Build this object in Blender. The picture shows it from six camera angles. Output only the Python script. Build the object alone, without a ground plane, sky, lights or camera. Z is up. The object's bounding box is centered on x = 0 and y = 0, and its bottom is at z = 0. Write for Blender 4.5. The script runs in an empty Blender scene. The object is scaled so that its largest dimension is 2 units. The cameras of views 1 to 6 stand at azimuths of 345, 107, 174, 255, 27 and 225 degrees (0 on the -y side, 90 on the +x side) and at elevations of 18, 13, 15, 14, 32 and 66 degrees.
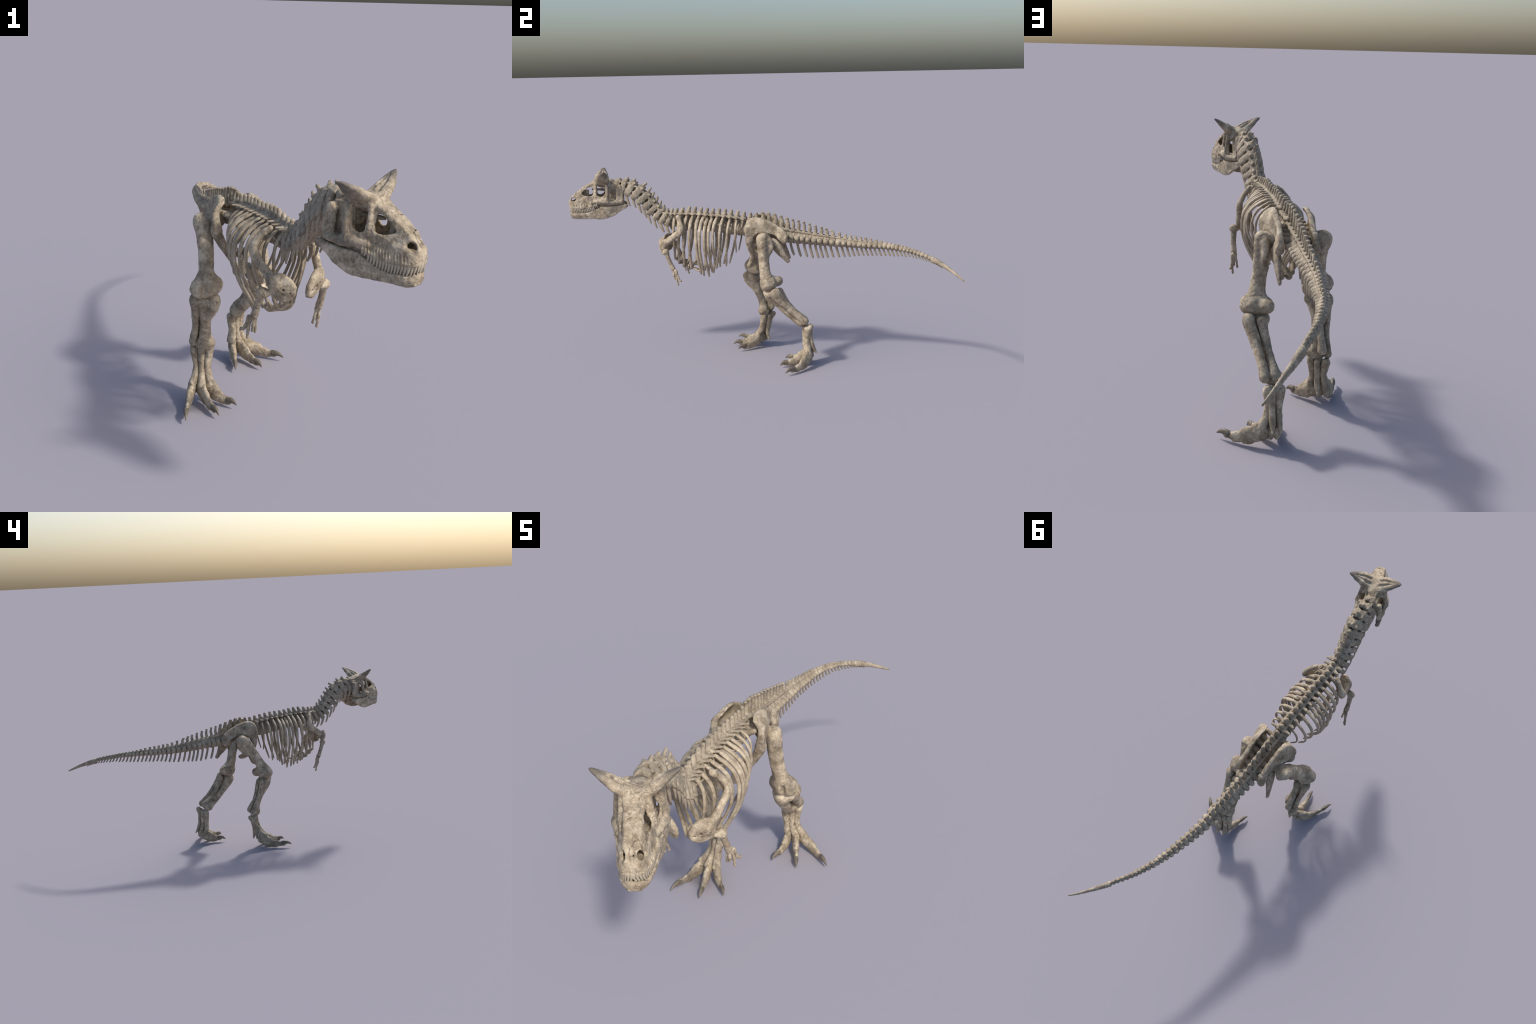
import bpy, math
import numpy as np
from mathutils import Vector, Matrix

RNG = np.random.default_rng(11)
A = np.array

# ------------------------------------------------------------------ helpers
def unit(v):
    v = A(v, float); return v / np.linalg.norm(v)

def spline(pts, n):
    """Catmull-Rom through control rows (any number of columns)."""
    P = A(pts, float)
    if len(P) == 2:
        t = np.linspace(0, 1, n)[:, None]; return P[0] * (1 - t) + P[1] * t
    Q = np.vstack([2 * P[0] - P[1], P, 2 * P[-1] - P[-2]])
    u = np.linspace(0, len(P) - 1, n); i = np.minimum(u.astype(int), len(P) - 2); t = (u - i)[:, None]
    a, b, c, d = Q[i], Q[i + 1], Q[i + 2], Q[i + 3]
    return .5 * (2 * b + (c - a) * t + (2 * a - 5 * b + 4 * c - d) * t**2 + (3 * b - a - 3 * c + d) * t**3)

def keyed(keys, x):
    """piecewise smooth interpolation of rows (index, values...) at x"""
    K = A(keys, float); k = K[:, 0]; out = []
    for c in range(1, K.shape[1]):
        m = np.gradient(K[:, c], k)
        i = np.clip(np.searchsorted(k, x) - 1, 0, len(k) - 2); h = k[i + 1] - k[i]; t = (x - k[i]) / h
        out.append((2*t**3-3*t**2+1)*K[i, c] + (t**3-2*t**2+t)*h*m[i] + (-2*t**3+3*t**2)*K[i+1, c] + (t**3-t**2)*h*m[i+1])
    return np.array(out).T

_LAT = np.random.default_rng(5).random((32, 32, 32)).astype(np.float32) * 2 - 1
def vnoise(P, scale):
    q = P / scale + 100.37; i = np.floor(q).astype(int); t = q - i; t = t * t * (3 - 2 * t); i &= 31; j = (i + 1) & 31
    x0, y0, z0 = i.T; x1, y1, z1 = j.T; tx, ty, tz = t.T; L = _LAT
    return ((L[x0,y0,z0]*(1-tx)+L[x1,y0,z0]*tx)*(1-ty)+(L[x0,y1,z0]*(1-tx)+L[x1,y1,z0]*tx)*ty)*(1-tz) + \
           ((L[x0,y0,z1]*(1-tx)+L[x1,y0,z1]*tx)*(1-ty)+(L[x0,y1,z1]*(1-tx)+L[x1,y1,z1]*tx)*ty)*tz

# ------------------------------------------------------------------ implicit modelling
def smin(a, b, k):
    h = np.maximum(k - np.abs(a - b), 0) / k
    return np.minimum(a, b) - h * h * k * .25

class Tube:
    """round-cone chain; squash=(axis, factor>1) makes it thinner along axis"""
    def __init__(s, rows, n=0, squash=None):
        R = spline(rows, n or (len(rows) if len(rows) == 2 else len(rows) * 3)); s.p = R[:, :3]; s.r = np.maximum(R[:, 3], 1e-4)
        s.sq = (unit(squash[0]), squash[1]) if squash else None
        m = s.r.max(); s.lo = s.p.min(0) - m; s.hi = s.p.max(0) + m
    def __call__(s, P):
        p, q = P, s.p
        if s.sq:
            n, f = s.sq; p = P + ((P @ n) * (f - 1))[..., None] * n; q = s.p + ((s.p @ n) * (f - 1))[:, None] * n
        d = None
        for i in range(len(q) - 1):
            ab = q[i + 1] - q[i]; L = ab @ ab + 1e-12; pa = p - q[i]
            h = np.clip(pa @ ab / L, 0, 1)
            e = np.sqrt(((pa - h[..., None] * ab) ** 2).sum(-1)) - (s.r[i] + (s.r[i + 1] - s.r[i]) * h)
            d = e if d is None else np.minimum(d, e)
        return d / (math.sqrt(s.sq[1]) if s.sq else 1)

class Ball:
    """ellipsoid, axes = rows of M"""
    def __init__(s, c, r, M=None):
        s.c = A(c, float); s.r = A(r, float) * np.ones(3); s.M = np.eye(3) if M is None else A(M, float)
        m = s.r.max() if M is not None else s.r; s.lo = s.c - m; s.hi = s.c + m
    def __call__(s, P):
        q = (P - s.c) @ s.M.T; k0 = np.sqrt(((q / s.r) ** 2).sum(-1)); k1 = np.sqrt(((q / s.r**2) ** 2).sum(-1)) + 1e-9
        return k0 * (k0 - 1) / k1

class Box:
    def __init__(s, c, r, rnd, M=None):
        s.c = A(c, float); s.r = A(r, float) - rnd; s.rnd = rnd; s.M = np.eye(3) if M is None else A(M, float)
        m = np.linalg.norm(A(r)) if M is not None else A(r, float); s.lo = s.c - m; s.hi = s.c + m
    def __call__(s, P):
        q = np.abs((P - s.c) @ s.M.T) - s.r
        return np.sqrt((np.maximum(q, 0) ** 2).sum(-1)) + np.minimum(q.max(-1), 0) - s.rnd

def polysd(poly, X, Y):
    """signed distance to a closed 2D polygon (negative inside)"""
    V = A(poly, float); d = np.full(X.shape, 1e9); s = np.ones(X.shape)
    for i in range(len(V)):
        a, b = V[i - 1], V[i]; e = b - a
        wx, wy = X - a[0], Y - a[1]; t = np.clip((wx * e[0] + wy * e[1]) / (e @ e), 0, 1)
        d = np.minimum(d, (wx - t * e[0])**2 + (wy - t * e[1])**2)
        c = ((Y >= a[1]) != (Y >= b[1])) & ((e[0] * wy - e[1] * wx > 0) == (e[1] > 0))
        s = np.where(c, -s, s)
    return s * np.sqrt(d)

class Func:
    def __init__(s, fn, lo, hi): s.fn = fn; s.lo = A(lo, float); s.hi = A(hi, float)
    def __call__(s, P): return s.fn(P)

class Vol:
    def __init__(s, h): s.h = h; s.ops = []
    def add(s, prim, k=.006): s.ops.append((1, prim, k)); return s
    def cut(s, prim, k=.003): s.ops.append((-1, prim, k)); return s
    def mesh(s, rough=((.0008, .012), (.0005, .005)), seed=0.0):
        h = s.h; pos = [p for o, p, k in s.ops if o > 0]
        lo = np.min([p.lo for p in pos], 0) - 4 * h - .004; hi = np.max([p.hi for p in pos], 0) + 4 * h + .004
        n = np.ceil((hi - lo) / h).astype(int) + 1
        f = np.full(n, .05); ax = [lo[i] + h * np.arange(n[i]) for i in range(3)]
        for o, p, k in s.ops:
            m = k + 3 * h
            i0 = np.clip(((p.lo - m - lo) / h).astype(int), 0, n); i1 = np.clip(((p.hi + m - lo) / h).astype(int) + 2, 0, n)
            if (i1 <= i0).any(): continue
            w = tuple(slice(a, b) for a, b in zip(i0, i1))
            P = np.stack(np.meshgrid(ax[0][w[0]], ax[1][w[1]], ax[2][w[2]], indexing='ij'), -1)
            d = p(P)
            f[w] = smin(f[w], d, k) if o > 0 else -smin(-f[w], d, k)
        if rough:
            b = np.argwhere(np.abs(f) < 4 * h); P = lo + b * h + seed
            f[tuple(b.T)] += sum(a * vnoise(P, sc) for a, sc in rough)
        return surfnet(f, lo, h)

def surfnet(f, lo, h):
    ins = f < 0; n = A(f.shape); m = n - 1
    c = [ins[i:m[0]+i, j:m[1]+j, k:m[2]+k] for i in (0, 1) for j in (0, 1) for k in (0, 1)]
    cnt = sum(x.astype(np.int8) for x in c); act = (cnt > 0) & (cnt < 8)
    idx = np.argwhere(act); vid = np.full(m, -1, np.int64); vid[act] = np.arange(len(idx))
    cor = A([(i, j, k) for i in (0, 1) for j in (0, 1) for k in (0, 1)])
    val = np.stack([f[tuple((idx + o).T)] for o in cor], 1)
    acc = np.zeros((len(idx), 3)); num = np.zeros(len(idx))
    for a in range(8):
        for b in range(a + 1, 8):
            if np.abs(cor[a] - cor[b]).sum() != 1: continue
            x = (val[:, a] < 0) != (val[:, b] < 0)
            t = val[:, a] / (val[:, a] - val[:, b] + 1e-20)
            acc[x] += cor[a] + t[x, None] * (cor[b] - cor[a]); num[x] += 1
    V = lo + h * (idx + acc / num[:, None])
    F = []
    for d in range(3):
        u, v = (d + 1) % 3, (d + 2) % 3
        s0 = [slice(None)] * 3; s1 = [slice(None)] * 3; s0[d] = slice(0, -1); s1[d] = slice(1, None)
        a, b = ins[tuple(s0)], ins[tuple(s1)]
        e = np.argwhere(a != b); e = e[(e[:, u] > 0) & (e[:, v] > 0) & (e[:, u] < m[u]) & (e[:, v] < m[v])]
        fl = a[tuple(e.T)]; eu = np.eye(3, dtype=int)[u]; ev = np.eye(3, dtype=int)[v]
        q = np.stack([vid[tuple((e - eu - ev).T)], vid[tuple((e - ev).T)], vid[tuple(e.T)], vid[tuple((e - eu).T)]], 1)
        q[~fl] = q[~fl][:, ::-1]; F.append(q)
    return V, np.vstack(F)

def loft(rows, side, seg=10, cap=2):
    """swept elliptical tube; rows = x,y,z,ra,rb ; ra along 'side', rb across"""
    R = A(rows, float); p = R[:, :3]; t = np.gradient(p, axis=0); t /= np.linalg.norm(t, axis=1)[:, None]
    a = side - (t @ side)[:, None] * t if np.ndim(side) == 1 else side - (t * side).sum(1)[:, None] * t
    a /= np.linalg.norm(a, axis=1)[:, None]; b = np.cross(t, a)
    th = np.linspace(0, 2 * np.pi, seg, endpoint=False)
    rings = []
    def ring(i, off, sc): rings.append(p[i] + t[i] * off + sc * (np.outer(np.cos(th), a[i] * R[i, 3]) + np.outer(np.sin(th), b[i] * R[i, 4])))
    for c in range(cap): ang = (c + 1) / (cap + 1) * np.pi / 2; ring(0, -math.cos(ang) * min(R[0, 3:5]), math.sin(ang))
    for i in range(len(p)): ring(i, 0, 1)
    for c in range(cap): ang = (cap - c) / (cap + 1) * np.pi / 2; ring(-1, math.cos(ang) * min(R[-1, 3:5]), math.sin(ang))
    V = np.vstack(rings); n = len(rings); F = []
    for i in range(n - 1):
        for j in range(seg): F.append((i*seg+j, i*seg+(j+1) % seg, (i+1)*seg+(j+1) % seg, (i+1)*seg+j))
    v0 = len(V); V = np.vstack([V, p[0] - t[0] * min(R[0, 3:5]), p[-1] + t[-1] * min(R[-1, 3:5])])
    for j in range(seg):
        F.append((v0, (j+1) % seg, j, j)); F.append((v0 + 1, (n-1)*seg+j, (n-1)*seg+(j+1) % seg, (n-1)*seg+(j+1) % seg))
    return V, F

# ------------------------------------------------------------------ objects
def make_mesh(name, V, F, mat, normals=None):
    me = bpy.data.meshes.new(name)
    F = [tuple(dict.fromkeys(map(int, q))) for q in F]
    me.from_pydata([tuple(v) for v in V], [], F); me.materials.append(mat)
    me.polygons.foreach_set('use_smooth', [True] * len(me.polygons))
    if normals is not None: me.normals_split_custom_set_from_vertices([tuple(n) for n in normals])
    me.update(); return me

ROOT = bpy.data.objects.new('dinosaur_skeleton', None); bpy.context.scene.collection.objects.link(ROOT)
ROOT['label'] = 'mounted skeleton of a two-horned theropod dinosaur, weathered tan bone'
ROOT['category'] = 'dinosaur skeleton'

def put(name, me, parent=None, matrix=None):
    ob = bpy.data.objects.new(name, me); bpy.context.scene.collection.objects.link(ob)
    ob.parent = parent or ROOT
    if matrix is not None: ob.matrix_basis = matrix
    return ob

def bone(name, VF, mat, parent=None): return put(name, make_mesh(name, VF[0], VF[1], mat), parent)

# ------------------------------------------------------------------ materials
def node(nt, kind, **kw):
    n = nt.nodes.new(kind)
    for k, v in kw.items():
        if k in n.inputs: n.inputs[k].default_value = v
        else: setattr(n, k, v)
    return n

def bone_material(name, dark, mid, light, grey, crack=1.0, stain=.55, rough=.72, horn=None, grain=1.0):
    m = bpy.data.materials.new(name); m.use_nodes = True; nt = m.node_tree; L = nt.links.new
    bs = nt.nodes['Principled BSDF']; bs.inputs['Roughness'].default_value = rough
    bs.inputs['Specular IOR Level'].default_value = .35
    tc = node(nt, 'ShaderNodeTexCoord'); co = tc.outputs['Object']
    n1 = node(nt, 'ShaderNodeTexNoise', Scale=22., Detail=6., Roughness=.62); L(co, n1.inputs['Vector'])
    r1 = node(nt, 'ShaderNodeValToRGB'); L(n1.outputs['Fac'], r1.inputs['Fac'])
    e = r1.color_ramp.elements; e[0].position = .32; e[0].color = (*dark, 1); e[1].position = .68; e[1].color = (*light, 1)
    x = r1.color_ramp.elements.new(.52); x.color = (*mid, 1)
    def mix(fac, a, b, blend='MIX'):
        q = node(nt, 'ShaderNodeMix', data_type='RGBA', blend_type=blend)
        if isinstance(fac, float): q.inputs[0].default_value = fac
        else: L(fac, q.inputs[0])
        for sock, v in ((q.inputs[6], a), (q.inputs[7], b)):
            if isinstance(v, tuple): sock.default_value = (*v, 1)
            else: L(v, sock)
        return q.outputs[2]
    def ramp(src, a, b, lo=0., hi=1.):
        q = node(nt, 'ShaderNodeMapRange', interpolation_type='SMOOTHSTEP'); L(src, q.inputs[0])
        q.inputs[1].default_value = a; q.inputs[2].default_value = b; q.inputs[3].default_value = lo; q.inputs[4].default_value = hi
        return q.outputs[0]
    def mul(a, b):
        q = node(nt, 'ShaderNodeMath', operation='MULTIPLY')
        for s, v in zip(q.inputs, (a, b)):
            if isinstance(v, float): s.default_value = v
            else: L(v, s)
        return q.outputs[0]
    col = r1.outputs['Color']
    n2 = node(nt, 'ShaderNodeTexNoise', Scale=13., Detail=5., Roughness=.6, Distortion=.6); 
    mp = node(nt, 'ShaderNodeMapping'); mp.inputs['Location'].default_value = (3.1, 7.7, 1.3); L(co, mp.inputs['Vector']); L(mp.outputs[0], n2.inputs['Vector'])
    col = mix(ramp(n2.outputs['Fac'], .52, .70, 0., stain), col, grey)
    n3 = node(nt, 'ShaderNodeTexNoise', Scale=140., Detail=4., Roughness=.7); L(co, n3.inputs['Vector'])
    col = mix(ramp(n3.outputs['Fac'], .35, .65, .0, .5 * grain), col, mix(.5, col, dark, 'MULTIPLY'))
    n4 = node(nt, 'ShaderNodeTexNoise', Scale=58., Detail=5., Roughness=.65, Distortion=.4); L(mp.outputs[0], n4.inputs['Vector'])
    col = mix(ramp(n4.outputs['Fac'], .52, .68, 0., .62), col, tuple(c * .58 for c in dark))
    col = mix(ramp(n4.outputs['Fac'], .46, .34, 0., .35), col, light)
    # hairline cracks
    wob = node(nt, 'ShaderNodeTexNoise', Scale=30., Detail=3.); L(co, wob.inputs['Vector'])
    add = node(nt, 'ShaderNodeVectorMath', operation='MULTIPLY_ADD'); L(wob.outputs['Color'], add.inputs[0]); add.inputs[1].default_value = (.045, .045, .045); L(co, add.inputs[2])
    vo = node(nt, 'ShaderNodeTexVoronoi', feature='DISTANCE_TO_EDGE', Scale=48.); L(add.outputs[0], vo.inputs['Vector'])
    nm = node(nt, 'ShaderNodeTexNoise', Scale=17., Detail=3.); L(mp.outputs[0], nm.inputs['Vector'])
    cr = mul(ramp(vo.outputs['Distance'], .004, .034, 1., 0.), ramp(nm.outputs['Fac'], .40, .58, 0., 1.))
    col = mix(mul(cr, .6 * crack), col, tuple(c * .35 for c in dark))
    if horn:
        # keratin-dark tips: distance along the horn axis
        org, axis, a, b, tipcol = horn
        vm = node(nt, 'ShaderNodeVectorMath', operation='SUBTRACT'); L(co, vm.inputs[0]); vm.inputs[1].default_value = org
        dt = node(nt, 'ShaderNodeVectorMath', operation='DOT_PRODUCT'); L(vm.outputs[0], dt.inputs[0]); dt.inputs[1].default_value = axis
        ab = node(nt, 'ShaderNodeMath', operation='ABSOLUTE'); L(dt.outputs['Value'], ab.inputs[0])
        nn = node(nt, 'ShaderNodeMath', operation='MULTIPLY_ADD'); L(n2.outputs['Fac'], nn.inputs[0]); nn.inputs[1].default_value = .05; L(ab.outputs[0], nn.inputs[2])
        col = mix(ramp(nn.outputs[0], a + .025, b + .025, 0., .85), col, tipcol)
    L(col, bs.inputs['Base Color'])
    rr = ramp(n2.outputs['Fac'], .3, .7, rough - .12, rough + .1); L(rr, bs.inputs['Roughness'])
    b0 = node(nt, 'ShaderNodeBump', Strength=.5 * grain, Distance=.0025, invert=True); L(n4.outputs['Fac'], b0.inputs['Height'])
    b1 = node(nt, 'ShaderNodeBump', Strength=.4 * grain, Distance=.0012); L(n3.outputs['Fac'], b1.inputs['Height']); L(b0.outputs[0], b1.inputs['Normal'])
    b2 = node(nt, 'ShaderNodeBump', Strength=.5 * crack, Distance=.0015, invert=True); L(cr, b2.inputs['Height']); L(b1.outputs[0], b2.inputs['Normal'])
    L(b2.outputs[0], bs.inputs['Normal'])
    return m

BONE = bone_material('aged_bone', (.225, .178, .120), (.44, .365, .262), (.65, .56, .425), (.235, .21, .175))
LIMB = bone_material('limb_bone', (.215, .170, .116), (.415, .345, .248), (.62, .535, .405), (.20, .178, .148), crack=.8, stain=.65)
SPINE = bone_material('vertebra_bone', (.265, .218, .158), (.365, .308, .228), (.50, .43, .325), (.215, .19, .158), crack=.6, stain=.5)
RIB = bone_material('rib_bone', (.27, .215, .15), (.42, .35, .255), (.57, .485, .36), (.27, .23, .18), crack=.35, stain=.4, rough=.6, grain=.6)
TOOTH = bone_material('tooth_enamel', (.33, .28, .2), (.47, .41, .31), (.62, .55, .43), (.3, .26, .2), crack=.2, stain=.4, rough=.45, grain=.4)
CLAW = bone_material('claw_horn', (.12, .10, .075), (.185, .158, .12), (.28, .24, .185), (.13, .113, .09), crack=.2, stain=.4, rough=.5, grain=.6)

# =================================================================== SPINE
# tip of every neural spine (index, x, y, z): body 1..52 from the shoulder to the thin tail
TOPS = [(1,.047,-.514,.790),(3,.036,-.467,.791),(5,.028,-.401,.800),(7,.022,-.337,.797),(9,.012,-.275,.791),(11,.005,-.212,.789),
        (13,-.001,-.146,.782),(15,-.011,-.081,.771),(17,-.019,-.020,.773),(19,-.027,.041,.765),(21,-.034,.104,.746),(23,-.039,.162,.735),
        (25,-.041,.219,.720),(27,-.045,.279,.704),(29,-.049,.331,.689),(30,-.051,.372,.677),(32,-.050,.429,.666),(34,-.047,.480,.660),
        (36,-.043,.531,.655),(38,-.039,.584,.647),(40,-.031,.628,.640),(42,-.023,.667,.634),(44,-.011,.707,.628),(46,.000,.741,.620),
        (48,.016,.776,.616),(50,.036,.814,.606),(52,.052,.845,.595)]
# level of the centrum axis below that line, by index
AXIS = [(1,.722),(3,.714),(6,.707),(9,.700),(12,.690),(15,.680),(18,.668),(21,.650),(24,.640),(27,.632),(30,.625),(34,.619),(38,.619),(42,.615),(45,.610),(48,.601),(50,.593),(52,.584)]
# x,y,z of the spine axis past the last spine
TIP = [(.052,.848,.583),(.075,.886,.571),(.10,.922,.556),(.13,.962,.536),(.159,.996,.517)]
CENT = [k[:3] for k in TOPS if k[0] not in (29, 30)]   # evenly spaced bodies under those tips
# slowly varying body sizes: half width across processes, centrum half height
WIDE = [(1,.042),(6,.036),(12,.040),(15,.046),(18,.046),(20,.042),(24,.035),(27,.0315),(30,.0275),(34,.0225),(38,.018),(42,.0145),(46,.0115),(50,.009),(52,.0085)]
HALF = [(1,.024),(6,.030),(12,.036),(15,.036),(18,.034),(21,.033),(24,.030),(27,.027),(30,.024),(34,.0185),(38,.015),(42,.0125),(46,.010),(50,.0085),(52,.0075)]

def frame_at(i):
    a, b = keyed(CENT, i - .5), keyed(CENT, i + .5)
    za, zb = keyed(AXIS, i - .5)[0], keyed(AXIS, i + .5)[0]
    tan = A([b[0] - a[0], b[1] - a[1], zb - za]); L = np.linalg.norm(tan); tan /= L
    lat = unit(np.cross(tan, (0, 0, 1))) * -1          # towards the animal's left (+x)
    if lat[0] < 0: lat = -lat
    up = unit(np.cross(tan, lat)); up = up if up[2] > 0 else -up
    return tan, lat, up, L

def place(V, c, lat, tan, up): return A(c) + V[:, :1] * lat + V[:, 1:2] * tan + V[:, 2:] * up

def vertebra(i):
    """trunk and tail vertebra: local x = left, y = tailwards, z = up, origin on the centrum axis"""
    tan, lat, up, L = frame_at(i); T = keyed(TOPS, i); w = keyed(WIDE, i)[0]; hh = keyed(HALF, i)[0]
    zc = keyed(AXIS, i)[0]
    lean = np.interp(i, [12, 20, 40], [.012, .004, .002])
    c = A([*keyed(CENT, i), zc]) - tan * lean * A([1, 1, 0])
    c[2] = zc
    rel = T - c; top = A([rel @ lat, rel @ tan, rel @ up])
    h = .0022 if i < 30 else (.0018 if i < 42 else .0014)
    v = Vol(h); hl = L * .5
    H = top[2]                                            # height of the spine tip over the axis
    arch = hh + (H - hh) * (.40 if i < 15 else .25 if i < 18 else .10 if i < 30 else .04)
    arch = max(arch, hh * 1.04 + .002)
    cw = min(hh * .9, w * .8) if i < 21 else w * .80
    # spool-shaped centrum
    v.add(Tube([(0, -hl * 1., 0, cw), (0, 0, 0, cw * .84), (0, hl * 1., 0, cw)], 5, squash=((0, 0, 1), cw / hh)), .004)
    e_ = 1.54 if i < 21 else 1.49
    v.cut(Box((0, -hl * e_, 0), (.1, hl * .5, .1), .001), .002); v.cut(Box((0, hl * e_, 0), (.1, hl * .5, .1), .001), .002)
    # neural arch
    v.add(Box((0, 0, (hh * .7 + arch) * .5), (w * .34, hl * .72, (arch - hh * .7) * .5 + .004), .004), .007)
    # neural spine blade
    bl = min(hl * .54, .0088); th = max(.0034, min(.0066, w * .19))
    if i < 17:
        v.add(Tube([(0, -hl * .35, arch - .003, bl * 1.7), (top[0]*.5, top[1] * .55, (arch + H) * .5, bl * 1.12), (top[0], top[1], H - bl, bl)], 8, squash=((1, 0, 0), bl / th * .8)), .004)
    elif i < 30:
        f = 1.35 if i < 22 else 1.
        v.add(Tube([(0, -.002, arch - .003, bl * f), (0, top[1] * .4 + hl * .22, arch + (H - arch) * .4, bl * 1.05 * f), (0, top[1] * .75 + hl * .10, arch + (H - arch) * .75, bl * .78 * f), (top[0], top[1], H - bl * .62, bl * .72 * f)], 9, squash=((1, 0, 0), bl / th)), .004)
        v.add(Ball((top[0], top[1], H - .0035), (th * 1.25, bl * .95 * f, .0035)), .003)
    else:
        sh_ = top[1] / max(H, .01); hb = min(.0074, hl * .56); zm = (arch - .006 + H) * .5
        v.add(Box((0, top[1] * .8, zm), (th, hb, (H - arch + .006) * .5), min(.0026, th * .8), A([[1, 0, 0], [0, 1, -sh_ * .8], [0, sh_ * .8, 1]])), .003)
    # articular processes running along the back
    for s in (-1, 1):
        x = w * .3
        v.add(Tube([(s * x, hl * .55, arch * .93, .16 * w), (s * x * 1.15, -hl * .3, arch * .9, .17 * w), (s * x * 1.2, -hl * 1.12, arch * .98, .12 * w)], 5), .003)
        if i < 15:      # transverse process, a flat shelf carrying the rib
            z = arch * .93
            v.add(Tube([(s * w * .25, 0, z, .009), (s * w * .65, .002, z + .002, .0075), (s * w * .98, .004, z + .003, .006)], 6, squash=((0, 0, 1), 1.7)), .005)
            v.add(Tube([(s * w * .35, .001, z - .004, .007), (s * cw * .9, -hl * .3, hh * .25, .006)], 3), .004)
            v.cut(Ball((s * cw * 1.05, hl * .1, 0), (.007, hl * .5, hh * .4)), .003)
        elif i < 21:    # sacral rib to the hip blade
            v.add(Tube([(s * cw * .5, 0, hh * .2, .013), (s * .044, 0, hh * .45, .011), (s * .056, 0, hh * .6, .010)], 5), .006)
        else:           # tail: stout, drooping process fused along the side
            r = hl * .80; k = r / (hh * .62)
            v.add(Tube([(s * cw * .5, 0, hh * .20, r), (s * (w - r * .55), hl * .06, hh * .04, r)], 5, squash=((0, 0, 1), max(k, 1.)) ), .004)
            v.cut(Box((s * w, hl * 1.36, hh * .3), (w * .5, hl * .45, hh * .55), .002), .002)
            v.cut(Ball((s * w * .75, hl * .9, hh * .95), (w * .35, hl * .42, hh * .3)), .002)
    V, F = v.mesh(rough=((.0009, .010), (.0005, .004)) if i < 36 else ((.0005, .006),), seed=i * .77)
    return place(V, c, lat, tan, up), F

for i in range(1, 53):
    nm = 'dorsal_vertebra' if i < 15 else 'sacral_vertebra' if i < 21 else 'caudal_vertebra'
    bone(nm, vertebra(i), SPINE)

# whip end of the tail: fused beads tapering to a point
def tail_end():
    n = 60; R = spline(TIP, n); s = np.linspace(0, 1, n); bead = 1 + .10 * np.cos(s * 2 * np.pi * 15)
    ra = (.0085 * (1 - s) ** .9 + .0026) * bead; rb = (.0115 * (1 - s) ** .85 + .003) * bead
    return loft(np.c_[R, ra, rb], A([1., -.6, 0]), 14)
bone('tail_tip', tail_end(), SPINE)

# chevrons under the tail
def chevron_mesh():
    s = np.linspace(0, 1, 9)
    R = np.c_[0 * s, .10 * s + .22 * s**2, -s, .075 * (1 - .35 * s), .125 * (1 - .25 * s) * (1 + .18 * np.exp(-((s - .75) / .2)**2))]
    return make_mesh('chevron', *loft(R, A([1., 0, 0]), 10), SPINE)
CHEV = chevron_mesh()
# tips along the underside of the tail: number, y, z
CHEVTIP = [(0,.140,.554),(2,.209,.546),(4,.266,.543),(6,.314,.548),(8,.372,.551),(12,.473,.564),(16,.563,.571),(20,.651,.576),(24,.729,.580),(28,.798,.575),(32,.853,.566),(36,.891,.553)]
_ii = np.arange(19, 52.1, 1.); _TP = np.vstack([[(*keyed(CENT, i), keyed(AXIS, i)[0]) for i in _ii], spline(TIP, 12)[1:]])
def axis_at(y): return A([np.interp(y, _TP[:, 1], _TP[:, 0]), y, np.interp(y, _TP[:, 1], _TP[:, 2])])
for n in range(37):
    y, z = keyed(CHEVTIP, n); back = np.interp(n, [0, 10, 36], [.021, .015, .008])
    b = axis_at(y - back); b[2] -= np.interp(n, [0, 12, 24, 36], [.018, .010, .005, .002]); t = axis_at(y); t[2] = z
    t = t + A([0, RNG.uniform(-.001, .001), RNG.uniform(-.0015, .0015)])
    tan = unit((axis_at(y + .01) - axis_at(y - .01)) * A([1, 1, 0])); lat = A([tan[1], -tan[0], 0])
    wy = np.interp(n, [0, 10, 20, 30, 36], [.0066, .0060, .0052, .0044, .0030]) / .118; wx = np.interp(n, [0, 36], [.0048, .0024]) / .068
    zc = -(t - b) + .32 * tan * wy
    put('chevron', CHEV, matrix=Matrix([[lat[r] * wx, tan[r] * wy, zc[r], b[r]] for r in range(3)] + [[0, 0, 0, 1]]))

# =================================================================== NECK
HOLES = A([(.097,-.785,.918),(.090,-.751,.913),(.083,-.717,.906),(.078,-.678,.890),(.073,-.645,.862),(.064,-.620,.831),(.061,-.597,.800),(.055,-.575,.774),(.050,-.549,.752),(.043,-.520,.739),(.039,-.492,.730)])
NTOP = A([(.094,-.753,.947),(.087,-.712,.953),(.083,-.674,.944),(.067,-.619,.921),(.063,-.596,.895),(.059,-.580,.872),(.056,-.563,.848),(.054,-.547,.828),(.055,-.530,.808)])

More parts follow.
